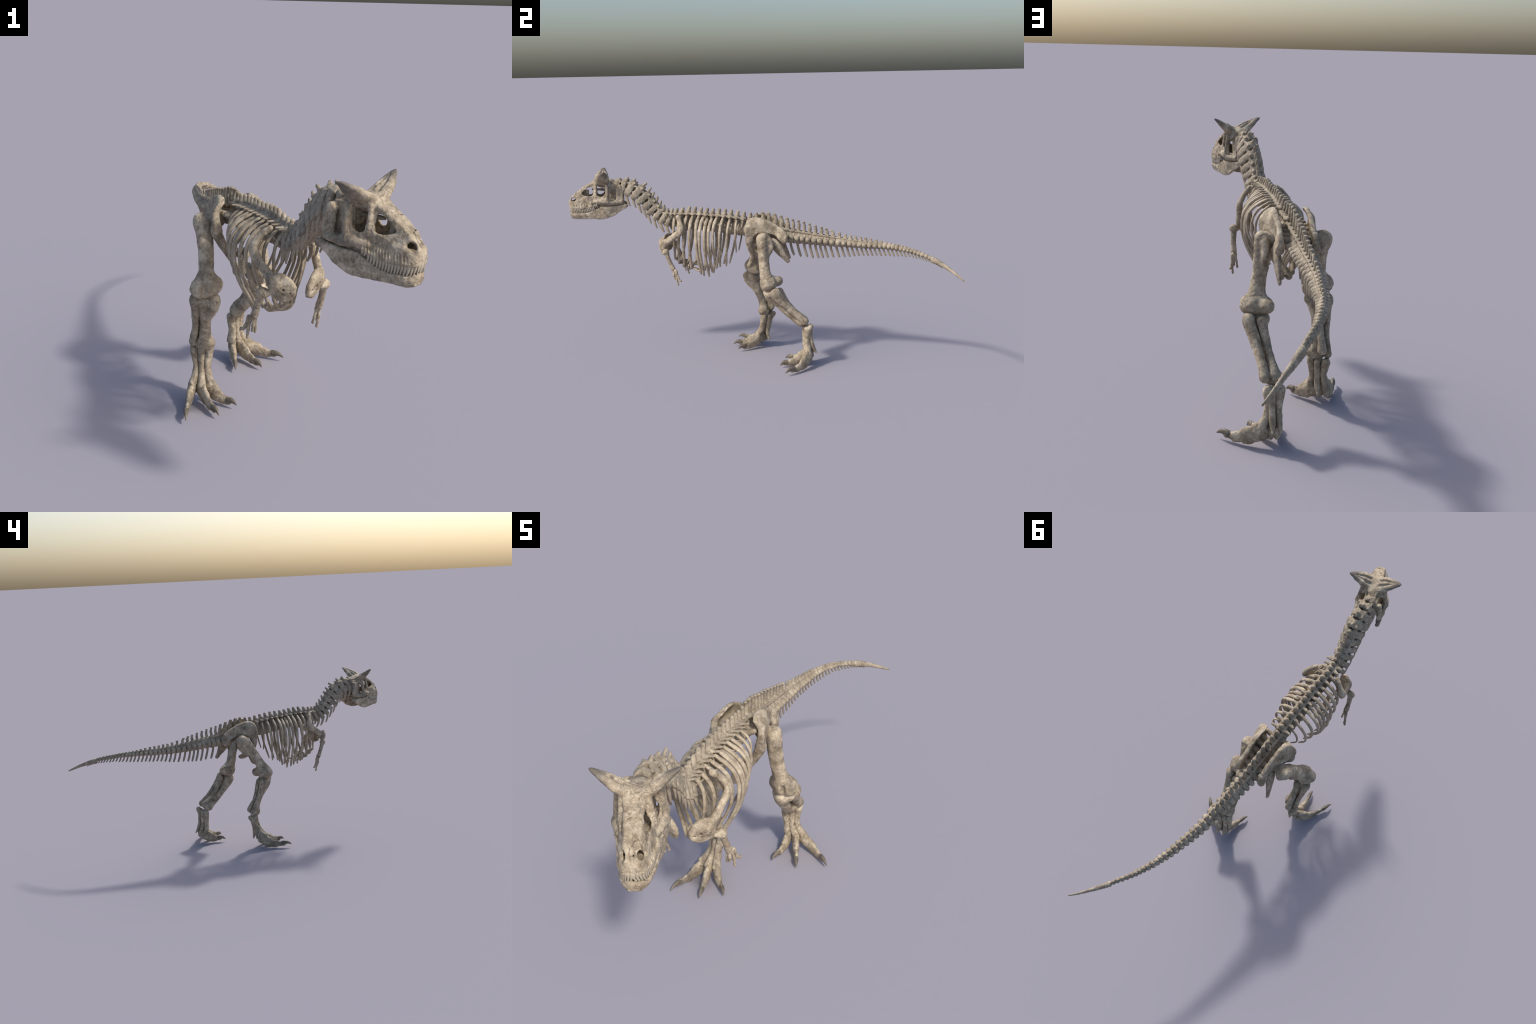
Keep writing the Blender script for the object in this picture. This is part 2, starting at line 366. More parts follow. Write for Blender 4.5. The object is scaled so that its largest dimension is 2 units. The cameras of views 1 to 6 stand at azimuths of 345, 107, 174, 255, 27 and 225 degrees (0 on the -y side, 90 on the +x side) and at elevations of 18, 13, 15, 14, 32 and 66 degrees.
def cervical(k):
    a, b = HOLES[k], HOLES[k + 1]; c = (a + b) / 2; L = np.linalg.norm(b - a)
    tan = unit(HOLES[min(k + 2, 10)] - HOLES[max(k - 1, 0)]); lat = unit(np.cross((0, 0, 1), tan)); lat = lat if lat[0] > 0 else -lat
    up = unit(np.cross(tan, lat)); up = up if up[2] > 0 else -up
    sz = [.62, .95, 1.0, 1.0, 1.0, .98, .95, .92, .90, .88][k]
    v = Vol(.0018); hl = L * .5; X = .043 * sz
    v.add(Tube([(0, -hl * .9, -.016, .019 * sz), (0, 0, -.016, .016 * sz), (0, hl * .9, -.016, .019 * sz)], 5), .004)
    v.add(Ball((0, 0, .010), (.020 * sz, hl * .85, .022 * sz)), .008)
    v.add(Box((0, 0, -.004), (.0205 * sz, hl * 1.04, .019 * sz), .006), .004)
    for s in (-1, 1): v.add(Tube([(s * .021 * sz, -hl, -.020, .0115 * sz), (s * .021 * sz, hl, -.020, .0115 * sz)]), .004)
    for s in (-1, 1):
        # side wall slanting out and down to the rib facet; the gaps between walls read as dark windows
        W = hl * 1.0
        v.add(Tube([(s * .012, 0, .022 * sz, W), (s * .024 * sz, 0, .006, W), (s * .033 * sz, -.001, -.012, W), (s * X * .94, -.003, -.028 * sz, W * .78)], 9, squash=((s * .8, 0, .6), W / .0085)), .005)
        v.add(Tube([(s * X * .98, -.012, -.030 * sz, .0062), (s * X, .012, -.036 * sz, .0048)], 3), .004)
        v.add(Tube([(s * .012, 0, .024 * sz, .009), (s * .020 * sz, hl * .55, .031 * sz, .0058)], 4), .005)
        v.add(Tube([(s * .014, 0, .020 * sz, .008), (s * .021 * sz, -hl * 1.15, .017 * sz, .006)], 4), .005)
        v.cut(Ball((s * .026 * sz, hl * 1.0, .001), (.018, .0062, .0125)), .002)
        v.cut(Ball((s * X, hl * 1.05, -.030 * sz), (.016, .0070, .012)), .003)
        v.cut(Ball((s * .026 * sz, -hl * 1.0, .001), (.018, .0045, .0115)), .002)
        v.cut(Ball((s * X, -hl * 1.1, -.026 * sz), (.014, .0055, .010)), .003)
    if k < 9:
        rel = NTOP[k] - c; t = A([rel @ lat, rel @ tan, rel @ up]); base = t - A([t[0] * .5, t[1] * .6 + .004, .034]); base[2] = max(.012, base[2])
        v.add(Tube([(*base, .0095), (*(base * .5 + t * .5), .0075), (*(t - A([0, 0, .004])), .0058)], 6, squash=((1, 0, 0), 1.15)), .005)
    V, F = v.mesh(rough=((.0013, .009), (.0007, .004)), seed=k * 1.7)
    return place(V, c, lat, tan, up), F, (c, lat, tan, up, X, sz)

RIBLET = None
def riblet():
    s = np.linspace(0, 1, 10)
    R = np.c_[.06 * np.sin(s * np.pi), .12 * s + .14 * s**2, -s, .060 * (1 - .3 * s) + 0 * s, .092 * (1 + .35 * np.sin(s * np.pi)) * (1 - .35 * s**3)]
    return make_mesh('cervical_rib', *loft(R, A([1., 0, 0]), 10), RIB)
RIBLET = riblet()
for k in range(10):
    V, F, (c, lat, tan, up, X, sz) = cervical(k)
    bone('cervical_vertebra', (V, F), SPINE)
    if k == 0: continue
    back = unit(A([tan[0], tan[1], 0]))
    for s in (-1, 1):
        p = c + lat * s * X * .93 - up * .029 * sz - tan * .009
        ln = (.066, .066, .060, .060, .060, .060, .060, .058, .052)[k - 1] * (1 + .05 * RNG.uniform(-1, 1))
        B = back * (1 if k < 8 else 1.4)
        M = Matrix([[lat[r] * s * ln, B[r] * ln, (0, 0, 1)[r] * ln, p[r]] for r in range(3)] + [[0, 0, 0, 1]])
        put('cervical_rib', RIBLET, matrix=M)

# =================================================================== RIBS
# per rib: where it leaves the spine (y), tip (y, z), outward reach, thickness
RIBS = [(-.478,-.484,.520,.048,.0072),(-.448,-.461,.505,.068,.0078),(-.412,-.432,.490,.088,.0082),(-.381,-.393,.478,.099,.0084),(-.348,-.342,.450,.106,.0086),
        (-.321,-.325,.442,.112,.0084),(-.300,-.298,.437,.108,.0080),(-.277,-.281,.462,.109,.0080),(-.252,-.263,.503,.107,.0078),(-.220,-.240,.490,.095,.0074),(-.182,-.208,.494,.087,.0066),(-.146,-.155,.566,.069,.0050)]
def spine_xy(y):
    K = A(TOPS); return np.interp(y, K[:, 2], K[:, 1])
def rib_rows(k, s):
    y0, y1, z1, W, r = RIBS[k]
    z0 = .748 - .010 * max(0, k - 6) / 5 - (.006 if k in (6, 7) else 0)
    t = np.linspace(0, 1, 26)
    z = z0 + (z1 - z0) * (.06 * t + .94 * t ** 1.25)
    q = (z0 - z) / (z0 - z1)
    prof = [(0, .24), (.035, .45), (.10, .72), (.20, .92), (.33, 1.), (.5, .97), (.68, .80), (.84, .56), (1, .34 if k > 3 else .42)]
    o = W * np.interp(q, *A(prof).T); o = np.convolve(np.r_[o[0], o, o[-1]], [.25, .5, .25], 'valid')
    bow = .003 * np.sin(q * np.pi)
    y = y0 + (y1 - y0) * q**1.5 + bow * (1 - .3 * q) 
    yaw = unit(A([1, .06 + .05 * (k < 5), 0])); cx = np.array([spine_xy(v) for v in y])
    P = np.c_[cx + s * o * yaw[0], y + s * o * yaw[1], z]
    ra = r * np.interp(q, [0, .05, .12, .5, .9, 1], [.85, 1.15, 1.05, .95, .85, .62])
    return P, ra
for k in range(12):
    for s in (1, -1):
        P, r = rib_rows(k, s); t = np.gradient(P, axis=0)
        ctr = np.c_[[spine_xy(v) for v in P[:, 1]], P[:, 1], np.full(len(P), .61)]
        V, F = loft(np.c_[P, r, r * .68], A([0., 1, 0]), 12)
        V = V + .0006 * np.c_[vnoise(V, .012), vnoise(V + 3, .012), vnoise(V + 7, .012)]
        ob = bone('rib', (V, F), RIB)
        # lower head of the rib bracing on the centrum
        if k < 11:
            a = P[3]; cx = spine_xy(a[1]); b = A([cx + s * .022, a[1] - .012, .712])
            R = spline([(*a, r[3] * .8), (*((a + b) / 2 + A([0, 0, -.003])), r[3] * .62), (*b, r[3] * .75)], 8)
            bone('rib_head', loft(np.c_[R, R[:, 3] * .7], A([0., 1, 0]), 8), RIB)

# belly ribs closing the chest below
def belly(pts, r):
    R = spline([(*p, r * f) for p, f in zip(pts, np.interp(np.linspace(0, 1, len(pts)), [0, .5, 1], [.8, 1, .7]))], 22)
    return loft(np.c_[R, R[:, 3] * .8], A([0., .5, 1.]), 9)
for s in (1, -1):
    for (y, z, w, dy) in ((-.462,.512,.032,.008),(-.436,.497,.040,.012),(-.408,.484,.046,.018)):
        cx = spine_xy(y)
        bone('belly_rib', belly([(cx + s * w, y + .01, z + .012), (cx + s * w * .6, y + .0, z - .010), (cx + s * .002, y + dy * .3, z - .016)], .0072), RIB)
    cx = spine_xy(-.38)
    if s > 0:      # keel tying them together
        K_ = spline([(spine_xy(y) - .004, y, z, .011, .006) for y, z in ((-.488, .520), (-.455, .497), (-.42, .478), (-.372, .462))], 20)
        bone('breastbone', loft(K_, A([1., 0, 0]), 12), RIB)
    bone('belly_rib', belly([(cx + s * .028, -.435, .500), (cx + s * .036, -.39, .484), (cx + s * .045, -.345, .466)], .0055), RIB)

# =================================================================== PELVIS
PC = A([-.024, .02, 0.]); PL = A([.996, .085, 0.]); PF = A([.085, -.996, 0.])
ILIUM = [(.109,.740),(.095,.750),(.077,.756),(.043,.755),(-.001,.742),(-.040,.722),(-.074,.699),(-.094,.682),(-.101,.665),(-.094,.643),(-.080,.627),(-.066,.632),(-.055,.650),(-.029,.665),(0,.675),(.024,.680),(.045,.676),(.061,.665),(.072,.650),(.083,.636),(.096,.626),(.108,.637),(.114,.666),(.115,.700)]
def pel(f, l, z): return PC + PF * f + PL * l + A([0, 0, z])
def ilium(s):
    def fn(P):
        q = P - PC; f = q @ PF; b = s * (q @ PL); z = q[..., 2]
        d2 = polysd(ILIUM, f, z)
        ss = lambda x: np.clip(x, 0, 1)**2 * (3 - 2 * np.clip(x, 0, 1))
        wf = ss((f + .05) / .14)                      # the front half flares outwards below the crest
        off = .054 + wf * (.034 * ss((.765 - z) / .060) - .008 * ss((.69 - z) / .045)) + .006 * ss(-f / .1)
        rim = np.exp(-((d2 + .008) / .010)**2)
        t = .0065 + .0025 * rim + .003 * np.clip((.70 - z) / .06, 0, 1) + .003 * np.clip((f - .06) / .05, 0, 1)
        r = .007; qx = d2 + r; qy = np.abs(b - off) - t + r * .8
        return np.sqrt(np.maximum(qx, 0)**2 + np.maximum(qy, 0)**2) + np.minimum(np.maximum(qx, qy), 0) - r * .9
    c = [pel(f, s * l, z) for f in (-.105, .12) for l in (.03, .115) for z in (.615, .765)]
    v = Vol(.0021).add(Func(fn, np.min(c, 0), np.max(c, 0)))
    v.add(Tube([(*pel(.092, s * .082, .645), .019), (*pel(.095, s * .081, .634), .019)]), .010)
    v.add(Tube([(*pel(-.062, s * .064, .655), .013), (*pel(-.084, s * .064, .640), .014)]), .010)
    return v.mesh(rough=((.0015, .02), (.0007, .006)))
def pubis(s):
    v = Vol(.0021)
    v.add(Tube([(*pel(.096, s * .078, .626), .020), (*pel(.093, s * .060, .592), .0165), (*pel(.091, s * .040, .559), .0135), (*pel(.100, s * .021, .528), .013), (*pel(.114, s * .013, .494), .0145)], 14, squash=(PF * .6 + PL * s * .8, 1.25)))
    v.add(Tube([(*pel(.085, s * .030, .560), .012), (*pel(.060, s * .014, .540), .013), (*pel(.032, s * .010, .532), .010)], 6, squash=(PL, 1.4)), .008)
    return v.mesh()
def ischium(s):
    v = Vol(.0021)
    path = [(-.022, .062, .628, .023), (-.046, .062, .604, .025), (-.062, .063, .580, .020), (-.082, .063, .556, .0145), (-.098, .062, .536, .0115)] if s > 0 else \
           [(-.018, .064, .628, .023), (-.034, .072, .604, .025), (-.048, .079, .575, .020), (-.062, .085, .548, .0145), (-.075, .090, .520, .0115)]
    v.add(Tube([(*pel(f, s * l, z), r) for f, l, z, r in path], 14, squash=(PL, 1.75)))
    v.add(Tube([(*pel(-.03, s * .06, .628), .014), (*pel(.03, s * .054, .612), .010), (*pel(.085, s * .072, .622), .014)], 7, squash=(PL, 1.3)), .008)
    return v.mesh()
for s in (1, -1):
    bone('ilium', ilium(s), LIMB); bone('pubis', pubis(s), LIMB); bone('ischium', ischium(s), LIMB)

# =================================================================== HIND LEGS
LEGS = dict(
 R=dict(
  femur=[(-.134,.000,.655,.029),(-.131,-.030,.625,.030),(-.130,-.058,.580,.0275),(-.133,-.083,.538,.0265),(-.138,-.106,.497,.028),(-.143,-.126,.458,.034)],
  head=[(-.128,-.008,.648,.027),(-.100,-.004,.655,.025),(-.076,.000,.655,.027)],
  flange=[(-.124,.014,.648,.020),(-.124,.014,.615,.016),(-.127,-.012,.580,.014)],
  knee=[(-.172,-.134,.454,.027),(-.142,-.124,.455,.029),(-.106,-.108,.455,.026)], condyle=[(-.110,-.108,.452,.025),(-.100,-.082,.449,.0245)],
  condyle2=[(-.165,-.130,.450,.026),(-.158,-.110,.446,.022)],
  strut=[(-.138,-.088,.398,.0180),(-.141,-.077,.368,.0145),(-.143,-.067,.332,.0125),(-.145,-.054,.295,.0125),(-.147,-.034,.260,.0150),(-.147,-.022,.234,.0185)],
  tibia=[(-.137,-.116,.392,.031),(-.138,-.104,.359,.026),(-.136,-.090,.318,.0210),(-.134,-.073,.275,.0200),(-.132,-.062,.240,.0230),(-.130,-.058,.217,.0255)],
  plateau=[(-.158,-.118,.400,.021),(-.125,-.122,.402,.024),(-.108,-.110,.402,.021)], crest=[(-.116,-.148,.408,.021),(-.122,-.140,.375,.018),(-.131,-.115,.335,.012)],
  astragalus=[(-.148,-.054,.211,.016),(-.116,-.064,.212,.0175)],
  fibula=[(-.177,-.104,.398,.0270),(-.174,-.098,.370,.0225),(-.171,-.082,.325,.0180),(-.168,-.064,.280,.0160),(-.169,-.044,.238,.0190),(-.170,-.038,.218,.0215)],
  mts=[[(-.166,-.034,.180,.0185),(-.160,-.048,.130,.0155),(-.168,-.070,.096,.016),(-.183,-.090,.070,.0185)],
       [(-.141,-.048,.184,.0185),(-.143,-.062,.130,.0155),(-.147,-.080,.096,.016),(-.152,-.100,.068,.0185)],
       [(-.114,-.056,.186,.0185),(-.124,-.068,.130,.0155),(-.122,-.082,.096,.016),(-.118,-.098,.068,.0175)]],
  knob=[(-.164,-.016,.190,.013),(-.160,-.030,.172,.012)],
  splints=[[(-.134,-.034,.182,.0125),(-.136,-.042,.130,.0105),(-.138,-.044,.085,.0105),(-.140,-.036,.052,.0040)],[(-.160,-.028,.178,.0120),(-.159,-.038,.125,.0100),(-.164,-.050,.085,.0105),(-.168,-.051,.054,.0038)]],
  toes=[[(-.184,-.086,.054),(-.195,-.106,.042),(-.205,-.130,.031),(-.216,-.165,.026),(-.226,-.200,.024),(-.235,-.246,.011)],
        [(-.152,-.098,.052),(-.146,-.125,.043),(-.140,-.148,.034),(-.134,-.174,.027),(-.127,-.196,.023),(-.116,-.233,.009)],
        [(-.118,-.097,.054),(-.106,-.113,.044),(-.093,-.126,.035),(-.079,-.140,.027),(-.064,-.153,.023),(-.040,-.179,.011)]]),
 L=dict(
  femur=[(.077,.006,.655,.029),(.079,.008,.612,.029),(.084,.012,.560,.0270),(.091,.018,.510,.0265),(.098,.027,.465,.029),(.103,.036,.432,.034)],
  head=[(.072,.006,.648,.027),(.050,.006,.655,.025),(.030,.006,.655,.027)],
  flange=[(.072,.034,.645,.020),(.073,.046,.605,.015),(.079,.030,.575,.013)],
  knee=[(.130,.042,.432,.027),(.104,.042,.433,.029),(.068,.050,.432,.026)], condyle=[(.072,.052,.432,.025),(.064,.080,.438,.0245)],
  condyle2=[(.122,.044,.428,.026),(.120,.064,.432,.022)],
  strut=[(.085,.096,.390,.0180),(.076,.115,.352,.0145),(.067,.138,.316,.0125),(.060,.165,.284,.0125),(.054,.195,.258,.0150),(.053,.213,.241,.0185)],
  tibia=[(.092,.050,.372,.030),(.083,.068,.344,.026),(.073,.097,.311,.0215),(.065,.127,.281,.0205),(.056,.160,.252,.0225),(.050,.189,.230,.0255)],
  plateau=[(.120,.050,.385,.022),(.098,.046,.384,.024),(.074,.052,.384,.022)], crest=[(.096,.034,.382,.020),(.088,.050,.358,.017),(.080,.080,.327,.012)],
  astragalus=[(.064,.206,.230,.018),(.040,.196,.226,.018)],
  fibula=[(.128,.084,.390,.0275),(.117,.106,.358,.0240),(.105,.136,.323,.0210),(.095,.166,.292,.0185),(.086,.199,.262,.0190),(.083,.222,.241,.0205)],
  mts=[[(.072,.236,.196,.0185),(.068,.232,.135,.0155),(.078,.238,.098,.016),(.094,.242,.070,.0185)],
       [(.049,.225,.194,.0185),(.051,.222,.135,.0155),(.057,.224,.098,.016),(.067,.228,.068,.0185)],
       [(.026,.212,.192,.0185),(.034,.212,.135,.0155),(.034,.214,.098,.016),(.036,.222,.070,.0175)]],
  knob=[(.072,.250,.212,.014),(.070,.240,.185,.012)],
  splints=[[(.060,.244,.198,.0125),(.058,.248,.140,.0108),(.057,.258,.095,.0112),(.057,.277,.069,.0045)],[(.036,.232,.190,.0120),(.036,.236,.135,.0100),(.033,.246,.092,.0108),(.028,.265,.063,.0042)]],
  toes=[[(.100,.240,.054),(.130,.232,.043),(.155,.220,.034),(.179,.206,.027),(.202,.190,.024),(.237,.162,.011)],
        [(.070,.224,.054),(.082,.200,.045),(.093,.178,.035),(.105,.155,.027),(.116,.132,.023),(.130,.105,.006)],
        [(.038,.224,.054),(.037,.205,.045),(.035,.184,.034),(.033,.160,.027),(.030,.138,.023),(.023,.102,.008)]]))

def claw(a, b, r):
    d = b - a; s = np.linspace(0, 1, 12)[:, None]
    P = a - d * .12 + d * 1.12 * s; P[:, 2] += (.010 * np.sin(s * np.pi * .85))[:, 0]
    side = unit(np.cross(d, (0, 0, 1))); w = r * (1 - s[:, 0] ** 1.6) ** .8 + .0012
    return loft(np.c_[P, w * .78, w * 1.05], side, 14)

def toe(pts):
    P = A(pts[:5]); d = unit(P[4] - P[0]); lat = unit(np.cross(d, (0, 0, 1)))
    R = spline(np.c_[P, [.031, .0285, .0225, .0175, .0140]], 33); s = np.linspace(0, 1, 33)
    # three joints, each swelling at its ends
    R[:, 3] *= 1 + .09 * np.cos(s * 2 * np.pi * 3.0) + .045 * np.cos(s * 2 * np.pi * 11)
    R[:, 2] = np.maximum(R[:, 2] - .006 * np.sin(np.pi * s), R[:, 3] * .97)
    v = Vol(.0019).add(Tube(R, 33, squash=(lat, 2.15)))
    return v.mesh(rough=((.0016, .012), (.0008, .005)), seed=pts[0][0])

for sd, D in LEGS.items():
    sg = 1 if sd == 'L' else -1
    v = Vol(.0024).add(Tube(D['femur'], 34)).add(Tube(D['head'], 6), .014).add(Tube(D['knee'], 7), .034).add(Tube(D['condyle'], 4), .016).add(Tube(D['condyle2'], 3), .012)
    f0 = A(D['femur'][0][:3]); v.add(Tube([(*(f0 + A([sg * .006, .006, .008])), .018), (*(f0 + A([sg * .006, -.004, -.03])), .014)]), .012)
    v.add(Tube(D['flange'], 7, squash=((1, .1, 0), 1.3)), .014)
    kn = A(D['knee'][1][:3]); back = A(D['condyle'][1][:3]) - A(D['condyle'][0][:3]); fw = unit(-back * A([1, 1, 0]))
    v.cut(Tube([(*(kn + fw * .040 + A([0, 0, .008])), .006), (*(kn + fw * .036 + A([0, 0, -.03])), .008)]), .012)
    bone('femur', v.mesh(rough=((.0018, .02), (.0009, .007))), LIMB)
    v = Vol(.0023).add(Tube(D['tibia'], 30)).add(Tube(D['plateau'], 7), .012).add(Tube(D['crest'], 7), .014).add(Tube(D['astragalus'], 4), .024)
    bone('tibia', v.mesh(rough=((.0016, .02), (.0008, .007))), LIMB)
    bone('fibula', Vol(.0021).add(Tube(D['fibula'], 18, squash=((1, .2, 0), 1.5 if sd == 'R' else 1.2))).mesh(rough=((.0012, .02), (.0007, .007))), LIMB)
    bone('fibula', Vol(.0021).add(Tube(D['strut'], 18)).mesh(rough=((.0012, .02), (.0007, .007))), LIMB)
    for j, mt in enumerate(D['mts']):
        v = Vol(.0019).add(Tube(mt, 14, squash=(unit(A(D['mts'][0][1][:3]) - A(D['mts'][2][1][:3])), 1.18)))
        if j == 0: v.add(Tube(D['knob']), .010)
        bone('metatarsal', v.mesh(rough=((.0014, .015), (.0008, .006))), LIMB)
    for sp in D['splints']: bone('splint_bone', Vol(.0017).add(Tube(sp, 9)).mesh(), LIMB)
    for t in D['toes']:
        tb = bone('toe', toe(t), LIMB)
        a, b = A(t[4]), A(t[5]); c = bone('claw', claw(a, b, .0112), CLAW, tb)

# =================================================================== ARMS
SC = A([.04, -.455, 0.]); SL = A([.986, .168, 0.]); SF = A([.168, -.986, 0.])
def sh(s, l, f, z): return SC + SL * s * l + SF * f + A([0, 0, z])
for s in (1, -1):
    v = Vol(.0019); g = lambda l, f, z, r: (*sh(s, l, f, z), r)
    v.add(Tube([g(.056, -.006, .752, .012), g(.076, -.016, .735, .0125), g(.096, -.027, .706, .015), g(.100, -.022, .680, .0185), g(.093, .012, .655, .0165), g(.084, .045, .632, .017), g(.074, .070, .612, .022)], 20, squash=(SL, 1.45)))
    # broad front plate (coracoid), facing forwards
    u = unit(SL * s * .84 - SF * .52); w = unit(SF * .22 + A([0, 0, 1.]) - SL * s * .10); nrm = unit(np.cross(u, w)); w = unit(np.cross(nrm, u)); w = w if w[2] > 0 else -w
    nrm = nrm if nrm @ SF > 0 else -nrm; O = sh(s, .056, .088, .596)
    plate = [(-.040, -.020), (-.030, -.038), (-.008, -.047), (.018, -.040), (.036, -.022), (.040, .004), (.034, .034), (.012, .046), (-.010, .044), (-.030, .026), (-.042, .004)]
    def fn(P, O=O, u=u, w=w, nrm=nrm):
        q = P - O; a, b, c = q @ u, q @ w, q @ nrm
        d2 = polysd(plate, a, b); c = c + 3.2 * (a * a + b * b) + .0
        r = .006; qx = d2 + r; qy = np.abs(c) - .0075 + r
        return np.sqrt(np.maximum(qx, 0)**2 + np.maximum(qy, 0)**2) + np.minimum(np.maximum(qx, qy), 0) - r
    v.add(Func(fn, O - .06, O + .06), .016)
    for a, b, r in ((-.004, -.002, .0042), (-.024, -.012, .0036), (-.001, -.016, .0026)):
        v.cut(Tube([(*(O + u * a + w * b + nrm * .03), r), (*(O + u * a + w * b - nrm * .008), r)]), .002)
    bone('shoulder_blade', v.mesh(rough=((.0013, .018), (.0007, .006))), BONE)
    v = Vol(.0016).add(Tube([g(.103, .052, .580, .0150), g(.107, .046, .560, .0118), g(.110, .032, .525, .0105), g(.111, .018, .494, .0125)], 12)).add(Tube([g(.090, .060, .578, .012), g(.108, .054, .578, .015)]), .006)
    bone('upper_arm', v.mesh(rough=((.0010, .012), (.0006, .005))), BONE)
    for path in ([(.117, .006, .484, .0068), (.120, .000, .455, .0052), (.122, -.004, .430, .0050), (.121, -.008, .412, .0046)],
                 [(.121, .000, .482, .0066), (.126, -.010, .455, .0050), (.130, -.018, .438, .0052), (.134, -.026, .436, .0048)],
                 [(.107, .012, .483, .0064), (.103, .010, .460, .0048), (.101, .006, .446, .0046), (.100, .003, .432, .0042)],
                 [(.112, .016, .483, .0064), (.113, .014, .458, .0048), (.112, .008, .440, .0044)]):
        R = spline([g(*p) for p in path], 16); q = np.linspace(0, 1, 16); R[:, 3] *= 1 + .14 * np.cos(q * 2 * np.pi * 2)
        bone('finger', Vol(.0013).add(Tube(R, 16)).mesh(rough=((.0006, .008),)), BONE)

# =================================================================== SKULL
YAW = math.radians(28.3); KL = A([math.cos(YAW), math.sin(YAW), 0]); KF = A([math.sin(YAW), -math.cos(YAW), 0]); KO = A([.124, -.833, 0.])
def sk(V): return KO + V[:, :1] * KF + V[:, 1:2] * KL + V[:, 2:] * A([0, 0, 1.])
# stations along the skull: a, lower edge, upper edge, half width low / middle / top
ST = A([(-.100,.824,.880,.050,.046,.016),(-.085,.819,.906,.056,.051,.018),(-.060,.815,.928,.060,.056,.021),(-.030,.814,.939,.063,.058,.027),(0,.820,.946,.064,.056,.032),(.030,.820,.944,.057,.047,.024),
        (.060,.812,.929,.051,.042,.0215),(.090,.804,.913,.048,.040,.0230),(.120,.801,.896,.045,.037,.0225),(.150,.802,.875,.039,.034,.0210),(.168,.803,.859,.033,.030,.0195),(.179,.804,.846,.023,.022,.0170),(.184,.804,.838,.013,.014,.0120)])
